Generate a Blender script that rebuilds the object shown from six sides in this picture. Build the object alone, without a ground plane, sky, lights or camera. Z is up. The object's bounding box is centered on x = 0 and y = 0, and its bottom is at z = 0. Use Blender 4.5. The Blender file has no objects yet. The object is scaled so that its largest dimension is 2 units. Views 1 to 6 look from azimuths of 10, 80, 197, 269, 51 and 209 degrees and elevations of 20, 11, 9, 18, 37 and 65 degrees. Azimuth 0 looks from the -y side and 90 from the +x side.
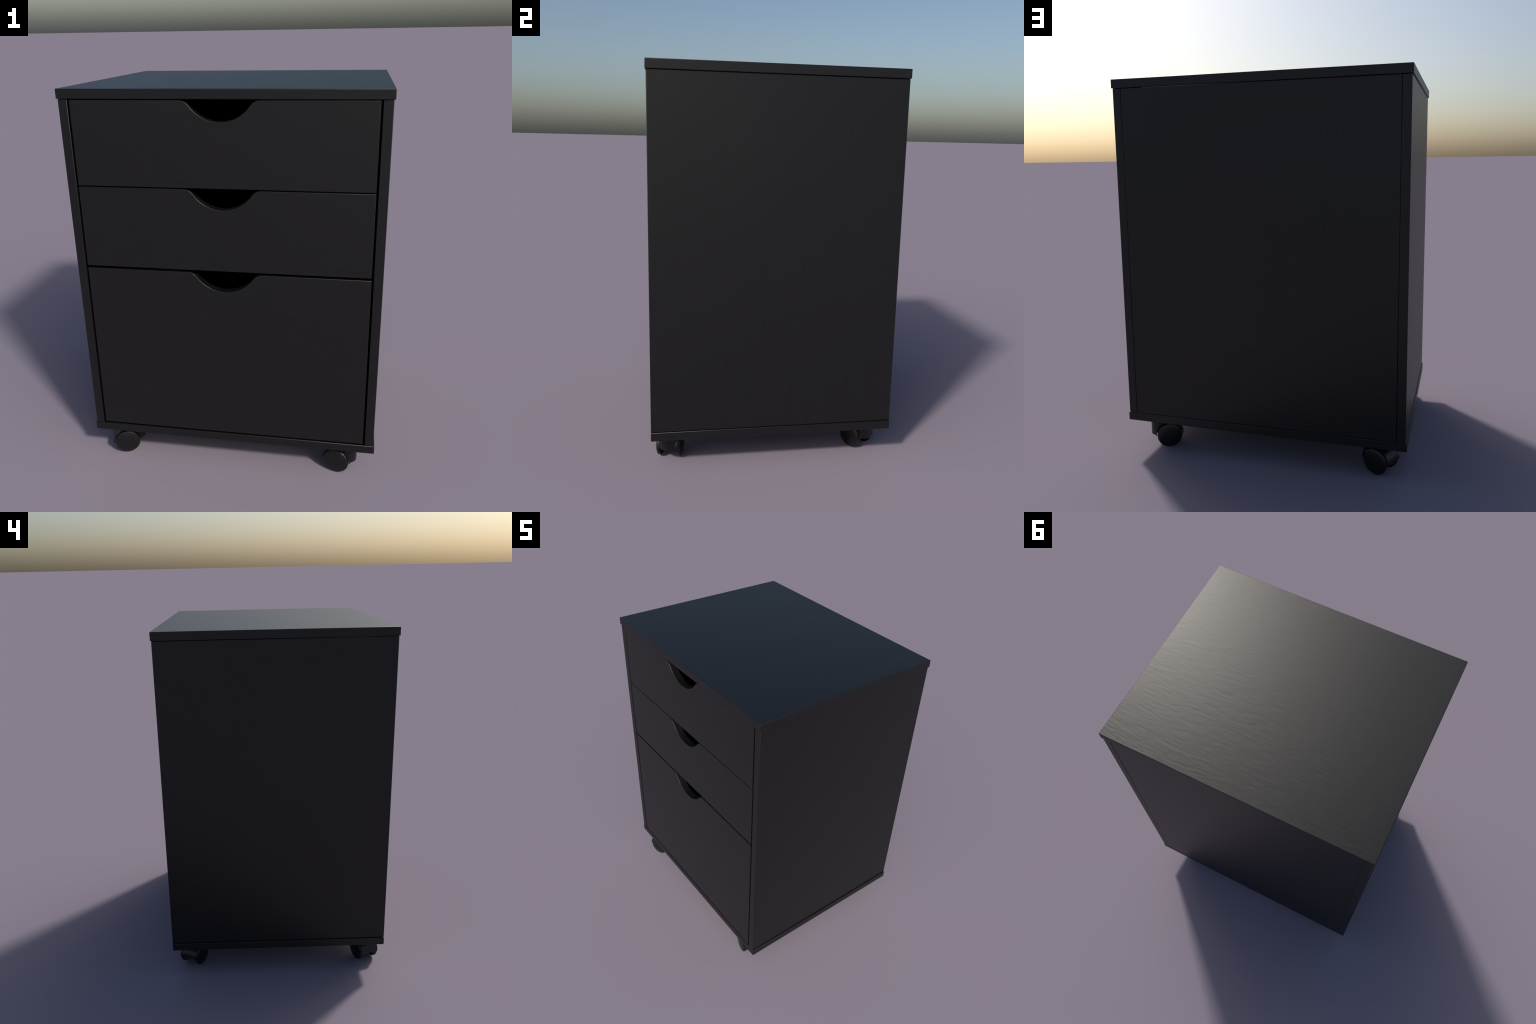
"""Black wood-grain rolling drawer cabinet: slab top, two sides, back, base,
three drawers with scooped finger pulls, four twin-wheel swivel casters."""
import bpy, bmesh, math
from mathutils import Matrix, Vector

# ---------------------------------------------------------------- dimensions
TOP_X, TOP_Y = 0.7580, 0.6235          # half sizes of the overhanging top slab
TOP_Z0, TOP_Z1 = 1.9550, 2.0000
BODY_Y = 0.6190                        # carcass half depth (drawers are flush)
SIDE_OUT, SIDE_IN = 0.7520, 0.7080
BASE_X, BASE_Z0, BASE_Z1 = 0.7580, 0.1680, 0.2130
BOARD = 0.0455                         # board thickness
DRAWER_X = 0.6990
DRAWERS = [(1.5525, 1.9512), (1.1450, 1.5475), (0.2225, 1.1335)]   # z ranges
EDGE = 0.0030                          # eased edge radius
EDGE_LEAN = math.tan(math.radians(19)) # normal tilt at edge ends, set to put sun glints near corners

SCOOP_R, SCOOP_FILLET, SCOOP_HALF, SCOOP_DEPTH = 0.168, 0.058, 0.185, 0.096

WHEEL_R = 0.0689
RIM_IN, RIM_OUT, DOME = 0.0430, 0.0523, 0.0671   # axial stations of one wheel
FENDER_IN, FENDER_OUT, FENDER_HALF = 0.0728, 0.0780, 0.0535
SOCKET_R, SOCKET_X, HOOD_Z = 0.0475, 0.0500, 0.0695
# wheel-pair centre and swivel angle (degrees) of every caster
CASTERS = [(-0.6197, -0.5271, 19.8), (0.5756, -0.5223, -14.8),
           (-0.6196, 0.5066, -25.9), (0.5782, 0.4975, 29.6)]


# ----------------------------------------------------------------- materials
def laminate(name, grain_axis, base=0.0033, rough=0.42, bump=0.30, relief=0.0011, drift=0.0):
    """Black foil with pressed wood grain running along one object axis."""
    m = bpy.data.materials.new(name)
    m.use_nodes = True
    nt = m.node_tree
    N, L = nt.nodes, nt.links
    bsdf = N["Principled BSDF"]
    co = N.new("ShaderNodeTexCoord")
    info = N.new("ShaderNodeObjectInfo")
    shift = N.new("ShaderNodeVectorMath"); shift.operation = "MULTIPLY_ADD"
    L.new(info.outputs["Random"], shift.inputs[0])
    shift.inputs[1].default_value = (7.3, 5.1, 9.7)
    L.new(co.outputs["Object"], shift.inputs[2])

    def stretched(across, along):
        mp = N.new("ShaderNodeMapping")
        s = [across] * 3
        s["xyz".index(grain_axis)] = along
        mp.inputs["Scale"].default_value = s
        L.new(shift.outputs[0], mp.inputs["Vector"])
        return mp.outputs[0]

    def noise(vec, scale, detail, rough_, dist):
        n = N.new("ShaderNodeTexNoise")
        n.inputs["Scale"].default_value = scale
        n.inputs["Detail"].default_value = detail
        n.inputs["Roughness"].default_value = rough_
        n.inputs["Distortion"].default_value = dist
        L.new(vec, n.inputs["Vector"])
        return n.outputs["Fac"]

    figure = noise(stretched(25.0, 6.0), 1.0, 2.0, 0.50, 1.0)     # wavy figure
    pores = noise(stretched(70.0, 13.0), 1.0, 2.0, 0.50, 0.6)      # fine pores
    patch = noise(stretched(2.2, 1.2), 1.0, 2.0, 0.5, 0.0)        # strength patches

    amount = N.new("ShaderNodeMapRange")
    amount.inputs["From Min"].default_value = 0.35
    amount.inputs["From Max"].default_value = 0.65
    amount.inputs["To Min"].default_value = 0.25
    amount.inputs["To Max"].default_value = 1.0
    split = N.new("ShaderNodeSeparateXYZ")
    L.new(co.outputs["Object"], split.inputs[0])
    lean = N.new("ShaderNodeMath"); lean.operation = "MULTIPLY_ADD"   # bolder figure on one side
    L.new(split.outputs["Y"], lean.inputs[0]); lean.inputs[1].default_value = drift
    L.new(patch, lean.inputs[2])
    L.new(lean.outputs[0], amount.inputs["Value"])
    wavy = N.new("ShaderNodeMath"); wavy.operation = "MULTIPLY"
    L.new(figure, wavy.inputs[0]); L.new(amount.outputs[0], wavy.inputs[1])
    height = N.new("ShaderNodeMath"); height.operation = "MULTIPLY_ADD"
    L.new(pores, height.inputs[0]); height.inputs[1].default_value = 0.50
    L.new(wavy.outputs[0], height.inputs[2])
    bmp = N.new("ShaderNodeBump")
    bmp.inputs["Strength"].default_value = bump
    bmp.inputs["Distance"].default_value = relief
    L.new(height.outputs[0], bmp.inputs["Height"])
    L.new(bmp.outputs[0], bsdf.inputs["Normal"])

    ramp = N.new("ShaderNodeValToRGB")
    ramp.color_ramp.elements[0].position = 0.30
    ramp.color_ramp.elements[1].position = 0.72
    ramp.color_ramp.elements[0].color = (base * 0.72, base * 0.72, base * 0.74, 1)
    ramp.color_ramp.elements[1].color = (base * 1.32, base * 1.30, base * 1.30, 1)
    L.new(pores, ramp.inputs["Fac"])
    L.new(ramp.outputs[0], bsdf.inputs["Base Color"])
    bsdf.inputs["Roughness"].default_value = rough
    bsdf.inputs["Specular IOR Level"].default_value = 0.5
    return m


def plastic(name, base, rough, spec=0.5):
    m = bpy.data.materials.new(name)
    m.use_nodes = True
    N, L = m.node_tree.nodes, m.node_tree.links
    bsdf = N["Principled BSDF"]
    co = N.new("ShaderNodeTexCoord")
    n = N.new("ShaderNodeTexNoise")
    n.inputs["Scale"].default_value = 60.0
    n.inputs["Detail"].default_value = 3.0
    L.new(co.outputs["Object"], n.inputs["Vector"])
    ramp = N.new("ShaderNodeValToRGB")
    ramp.color_ramp.elements[0].color = (base * 0.85,) * 3 + (1,)
    ramp.color_ramp.elements[1].color = (base * 1.15,) * 3 + (1,)
    L.new(n.outputs["Fac"], ramp.inputs["Fac"])
    L.new(ramp.outputs[0], bsdf.inputs["Base Color"])
    bsdf.inputs["Roughness"].default_value = rough
    bsdf.inputs["Specular IOR Level"].default_value = spec
    return m


TOP = laminate("black_laminate_top", "x", bump=1.0, relief=0.00062, drift=0.34)
GRAIN_X = laminate("black_laminate_long_grain", "x", bump=0.11)
GRAIN_Z = laminate("black_laminate_upright_grain", "z", bump=0.11)
INSIDE = plastic("black_drawer_interior", 0.0025, 0.9, 0.1)
CASTER = plastic("black_caster_plastic", 0.0045, 0.36)


# ------------------------------------------------------------------- helpers
def new_object(name, mesh, parent, loc=(0, 0, 0)):
    o = bpy.data.objects.new(name, mesh)
    bpy.context.scene.collection.objects.link(o)
    o.location = loc
    o.parent = parent
    return o


def finish(bm, name, mat, smooth=True):
    bmesh.ops.recalc_face_normals(bm, faces=bm.faces[:])
    me = bpy.data.meshes.new(name)
    bm.to_mesh(me)
    bm.free()
    me.materials.append(mat)
    if smooth:
        me.polygons.foreach_set("use_smooth", [True] * len(me.polygons))
    return me


def ease_edges(o, width=EDGE, segments=3, angle=35):
    b = o.modifiers.new("eased_edges", "BEVEL")
    b.width, b.segments, b.limit_method = width, segments, "ANGLE"
    b.angle_limit = math.radians(angle)
    b.harden_normals = True
    return b


def board(name, parent, lo, hi, mat, ease=EDGE):
    """A panel with rounded edges. The flat faces stay flat; the shading of each
    rounded edge is bent towards its two corners by custom normals, to draw the sun glint there."""
    c = [(a + b) / 2 for a, b in zip(lo, hi)]
    size = [b - a for a, b in zip(lo, hi)]
    bm = bmesh.new()
    bmesh.ops.create_cube(bm, size=1.0)
    bmesh.ops.scale(bm, verts=bm.verts[:], vec=size)
    bmesh.ops.bevel(bm, geom=bm.edges[:], offset=ease, offset_type="OFFSET", segments=4, profile=0.5,
                    affect="EDGES", clamp_overlap=True)
    me = finish(bm, name, mat)
    core = [s / 2 - ease for s in size]
    normals = [Vector((0, 0, 1))] * len(me.loops)
    for p in me.polygons:
        pts = [me.vertices[me.loops[i].vertex_index].co for i in p.loop_indices]
        flat = max(abs(k) for k in p.normal) > 0.9999
        long_axis = [k for k in range(3) if all(abs(q[k]) > core[k] - 1e-5 for q in pts)
                     and max(q[k] for q in pts) - min(q[k] for q in pts) > core[k]]
        for i, q in zip(p.loop_indices, pts):
            if flat:
                n = p.normal.copy()
            else:
                n = Vector([q[k] - max(-core[k], min(core[k], q[k])) for k in range(3)]).normalized()
                if long_axis:
                    k = long_axis[0]
                    u, v = [abs(n[j]) for j in range(3) if j != k]
                    n[k] += math.copysign(EDGE_LEAN * 2 * u * v, q[k])
                    n.normalize()
            normals[i] = n
    me.normals_split_custom_set(normals)
    return new_object(name, me, parent, c)


def add_box(bm, lo, hi):
    r = bmesh.ops.create_cube(bm, size=1.0)
    bmesh.ops.scale(bm, verts=r["verts"], vec=[b - a for a, b in zip(lo, hi)])
    bmesh.ops.translate(bm, verts=r["verts"], vec=[(a + b) / 2 for a, b in zip(lo, hi)])


def prism(bm, outline, depth, axis_map):
    """Extrude a closed 2-D outline; axis_map turns (u, v, depth) into xyz."""
    a = [bm.verts.new(axis_map(u, v, 0.0)) for u, v in outline]
    b = [bm.verts.new(axis_map(u, v, depth)) for u, v in outline]
    bm.faces.new(a)
    bm.faces.new(b[::-1])
    n = len(a)
    for i in range(n):
        j = (i + 1) % n
        bm.faces.new((a[j], a[i], b[i], b[j]))


# ------------------------------------------------------------------- carcass
root = bpy.data.objects.new("drawer_cabinet", None)
bpy.context.scene.collection.objects.link(root)
root["label"] = "black wood-grain rolling cabinet with three scoop-handled drawers"
root["category"] = "drawer cabinet"

board("top_panel", root, (-TOP_X, -TOP_Y, TOP_Z0), (TOP_X, TOP_Y, TOP_Z1), TOP)
for s in (-1, 1):
    x0, x1 = sorted((s * SIDE_IN, s * SIDE_OUT))
    board("side_panel", root, (x0, -BODY_Y, BASE_Z1 + 0.0006), (x1, BODY_Y, TOP_Z0 - 0.0012), GRAIN_Z)
board("back_panel", root, (-SIDE_IN + 0.0006, BODY_Y - 0.0260, BASE_Z1 + 0.0006),
      (SIDE_IN - 0.0006, BODY_Y - 0.0004, TOP_Z0 - 0.0012), GRAIN_Z)
board("base_panel", root, (-BASE_X, -BODY_Y - 0.0004, BASE_Z0), (BASE_X, BODY_Y + 0.0004, BASE_Z1), GRAIN_X)


# ------------------------------------------------------------------- drawers
def front_outline(half, z0, z1):
    """Drawer front seen from the front, finger scoop cut in its top edge."""
    pts = [(-half, z0), (half, z0), (half, z1)]
    arc_c = z1 - SCOOP_DEPTH + SCOOP_R               # centre height of the scoop arc
    fil_c = z1 - SCOOP_FILLET                        # centre height of the shoulder fillet
    lean = math.atan2(arc_c - fil_c, SCOOP_HALF)     # direction fillet centre -> arc centre
    up = math.pi / 2
    k = 14
    right = [(SCOOP_HALF + SCOOP_FILLET * math.cos(up + (math.pi - lean - up) * i / k),
              fil_c + SCOOP_FILLET * math.sin(up + (math.pi - lean - up) * i / k)) for i in range(k)]
    n = 44
    bowl = [(SCOOP_R * math.cos(-lean - (math.pi - 2 * lean) * i / n),
             arc_c + SCOOP_R * math.sin(-lean - (math.pi - 2 * lean) * i / n)) for i in range(n + 1)]
    left = [(-x, z) for x, z in right[::-1]]
    return pts + right + bowl + left + [(-half, z1)]


def front_mesh(outline, depth):
    """Board cut to an outline (u = x, v = z), front face at y = 0, edges eased."""
    k, steps = len(outline), 4
    P = [Vector(p) for p in outline]
    edge = [(P[(i + 1) % k] - P[i]).normalized() for i in range(k)]
    out = [Vector((e.y, -e.x)) for e in edge]                     # counter-clockwise outline
    bis = []
    for i in range(k):
        m = (out[i - 1] + out[i]).normalized()
        bis.append(m / m.dot(out[i]))
    turn = [math.acos(max(-1, min(1, out[i - 1].dot(out[i])))) for i in range(k)]
    # rings from the front face round the edge, along the side, round to the back
    rings = []
    for j in range(steps + 1):
        t = math.pi / 2 * j / steps
        rings.append((EDGE * (1 - math.sin(t)), EDGE * (1 - math.cos(t)), t))
    rings += [(o, depth - d, math.pi - t) for o, d, t in rings[::-1]]
    bm = bmesh.new()
    V = [[bm.verts.new((P[i].x - bis[i].x * o, d, P[i].y - bis[i].y * o)) for i in range(k)] for o, d, _ in rings]
    bm.faces.new(V[0])
    bm.faces.new(V[-1][::-1])
    normals = [Vector((0, -1, 0))] * k + [Vector((0, 1, 0))] * k

    def side_normal(e, i, t):
        n2 = out[e].copy()
        if turn[i] < math.radians(35):
            n2 = bis[i].normalized()
        elif 0.01 < abs(math.sin(2 * t)):
            along = edge[e] if i == (e + 1) % k else -edge[e]
            n2 = n2 + along * EDGE_LEAN * abs(math.sin(2 * t))
        return Vector((n2.x * math.sin(t), -math.cos(t), n2.y * math.sin(t))).normalized()

    for a in range(len(rings) - 1):
        for e in range(k):
            j = (e + 1) % k
            bm.faces.new((V[a][e], V[a + 1][e], V[a + 1][j], V[a][j]))
            normals += [side_normal(e, e, rings[a][2]), side_normal(e, e, rings[a + 1][2]),
                        side_normal(e, j, rings[a + 1][2]), side_normal(e, j, rings[a][2])]
    me = bpy.data.meshes.new("drawer_front")
    bm.to_mesh(me)
    bm.free()
    me.materials.append(GRAIN_X)
    me.polygons.foreach_set("use_smooth", [True] * len(me.polygons))
    me.normals_split_custom_set(normals)
    return me


for z0, z1 in DRAWERS:
    h = (z1 - z0) / 2
    front = new_object("drawer", front_mesh(front_outline(DRAWER_X, -h, h), BOARD), root,
                       (0, -BODY_Y, (z0 + z1) / 2))
    # the box behind the front: floor, two sides, back
    bm = bmesh.new()
    w, d0, d1, t = 0.680, BOARD + 0.0008, 1.150, 0.018
    rim = h - SCOOP_DEPTH - 0.035
    add_box(bm, (-w, d0, -h + 0.02), (w, d1, -h + 0.02 + t))
    for s in (-1, 1):
        a, b = sorted((s * w, s * (w - t)))
        add_box(bm, (a, d0, -h + 0.0385), (b, d1, rim))
    add_box(bm, (-w + t + 0.0005, d1 - t, -h + 0.0385), (w - t - 0.0005, d1, rim))
    new_object("drawer_box", finish(bm, "drawer_box", INSIDE, False), front)


# ------------------------------------------------------------------- casters
def cylinder(bm, r, z0, z1, n, m=Matrix.Identity(4)):
    c = bmesh.ops.create_cone(bm, cap_ends=True, segments=n, radius1=r, radius2=r, depth=z1 - z0)
    bmesh.ops.translate(bm, verts=c["verts"], vec=(0, 0, (z0 + z1) / 2))
    bmesh.ops.transform(bm, verts=c["verts"], matrix=m)


ALONG_Y = Matrix.Rotation(math.radians(-90), 4, "X")


def temp(name, bm):
    return new_object(name, finish(bm, name, CASTER), None)


def carved(o, other, op):
    mod = o.modifiers.new("cut", "BOOLEAN")
    mod.object, mod.operation, mod.solver = other, op, "EXACT"
    me = bpy.data.meshes.new_from_object(o.evaluated_get(bpy.context.evaluated_depsgraph_get()))
    o.modifiers.clear()
    o.data = me
    bpy.data.objects.remove(other)


def hood_mesh():
    """Half-round fender over both wheels, a centre web and the swivel socket.
    Origin at the wheel axis on the ground; the socket stands towards +x."""
    n = 56
    arc = [math.pi * i / n for i in range(n + 1)]
    ring = [(FENDER_OUT * math.cos(a), WHEEL_R + FENDER_OUT * math.sin(a)) for a in arc]
    ring += [(FENDER_IN * math.cos(a), WHEEL_R + FENDER_IN * math.sin(a)) for a in arc[::-1]]
    bm = bmesh.new()
    prism(bm, ring, 2 * FENDER_HALF, lambda u, v, d: (u, d - FENDER_HALF, v))
    hood = temp("hood_raw", bm)
    bm = bmesh.new()
    cylinder(bm, SOCKET_R, HOOD_Z, BASE_Z0 + 0.001, 72)
    bmesh.ops.translate(bm, verts=bm.verts[:], vec=(SOCKET_X, 0, 0))
    socket = temp("socket_raw", bm)
    bm = bmesh.new()
    cylinder(bm, FENDER_IN + 0.0015, -0.2, 0.2, 112, Matrix.Translation((0, 0, WHEEL_R)) @ ALONG_Y)
    bpy.context.view_layer.update()
    carved(socket, temp("drum_raw", bm), "DIFFERENCE")
    bpy.context.view_layer.update()
    carved(hood, socket, "UNION")
    web = [(0.0745 * math.cos(a), WHEEL_R + 0.0745 * math.sin(a)) for a in arc]
    bm = bmesh.new()
    prism(bm, web, 0.020, lambda u, v, d: (u, d - 0.010, v))
    bpy.context.view_layer.update()
    carved(hood, temp("web_raw", bm), "UNION")
    me = hood.data
    bpy.data.objects.remove(hood)
    me.name = "caster_hood"
    me.polygons.foreach_set("use_smooth", [True] * len(me.polygons))
    return me


def wheel_mesh():
    """Thin domed cup turned about the axle (y); hub inside."""
    fullness = 2 / 2.5                               # dome is a little squarer than an ellipse
    prof = [(WHEEL_R * math.sin(t) ** fullness, RIM_OUT + (DOME - RIM_OUT) * max(0.0, math.cos(t)) ** fullness)
            for t in [math.pi / 2 * i / 22 for i in range(23)]]
    prof += [(WHEEL_R, RIM_IN + 0.0015), (WHEEL_R - 0.0015, RIM_IN), (WHEEL_R - 0.0035, RIM_IN),
             (WHEEL_R - 0.0055, RIM_IN + 0.006), (WHEEL_R - 0.0120, RIM_OUT + 0.002),
             (0.0260, RIM_OUT + 0.006), (0.0130, RIM_OUT + 0.006), (0.0120, 0.0125), (0.0, 0.0125)]
    bm = bmesh.new()
    n, rows = 72, []
    for r, a in prof:
        if r < 1e-9:
            rows.append([bm.verts.new((0, a, 0))] * n)
        else:
            rows.append([bm.verts.new((r * math.cos(math.tau * i / n), a, r * math.sin(math.tau * i / n)))
                         for i in range(n)])
    for p, q in zip(rows, rows[1:]):
        for i in range(n):
            j = (i + 1) % n
            loop = list(dict.fromkeys((p[i], p[j], q[j], q[i])))
            bm.faces.new(loop)
    return finish(bm, "caster_wheel", CASTER)


hood_data, wheel_data = hood_mesh(), wheel_mesh()
bm = bmesh.new()
cylinder(bm, 0.0060, -0.040, 0.040, 24, ALONG_Y)
axle_data = finish(bm, "caster_axle", CASTER)
for data in (hood_data, axle_data):
    if not data.materials:
        data.materials.append(CASTER)

for cx, cy, turn in CASTERS:
    hood = new_object("caster", hood_data, root, (cx, cy, 0))
    hood.rotation_euler = (0, 0, math.radians(turn))
    ease_edges(hood, 0.0010, 2, 40)
    for s in (0, math.pi):
        w = new_object("wheel", wheel_data, hood, (0, 0, WHEEL_R))
        w.rotation_euler = (0, 0, s)
        e = w.modifiers.new("sharp_rims", "EDGE_SPLIT")
        e.split_angle = math.radians(50)
    new_object("axle", axle_data, hood, (0, 0, WHEEL_R))
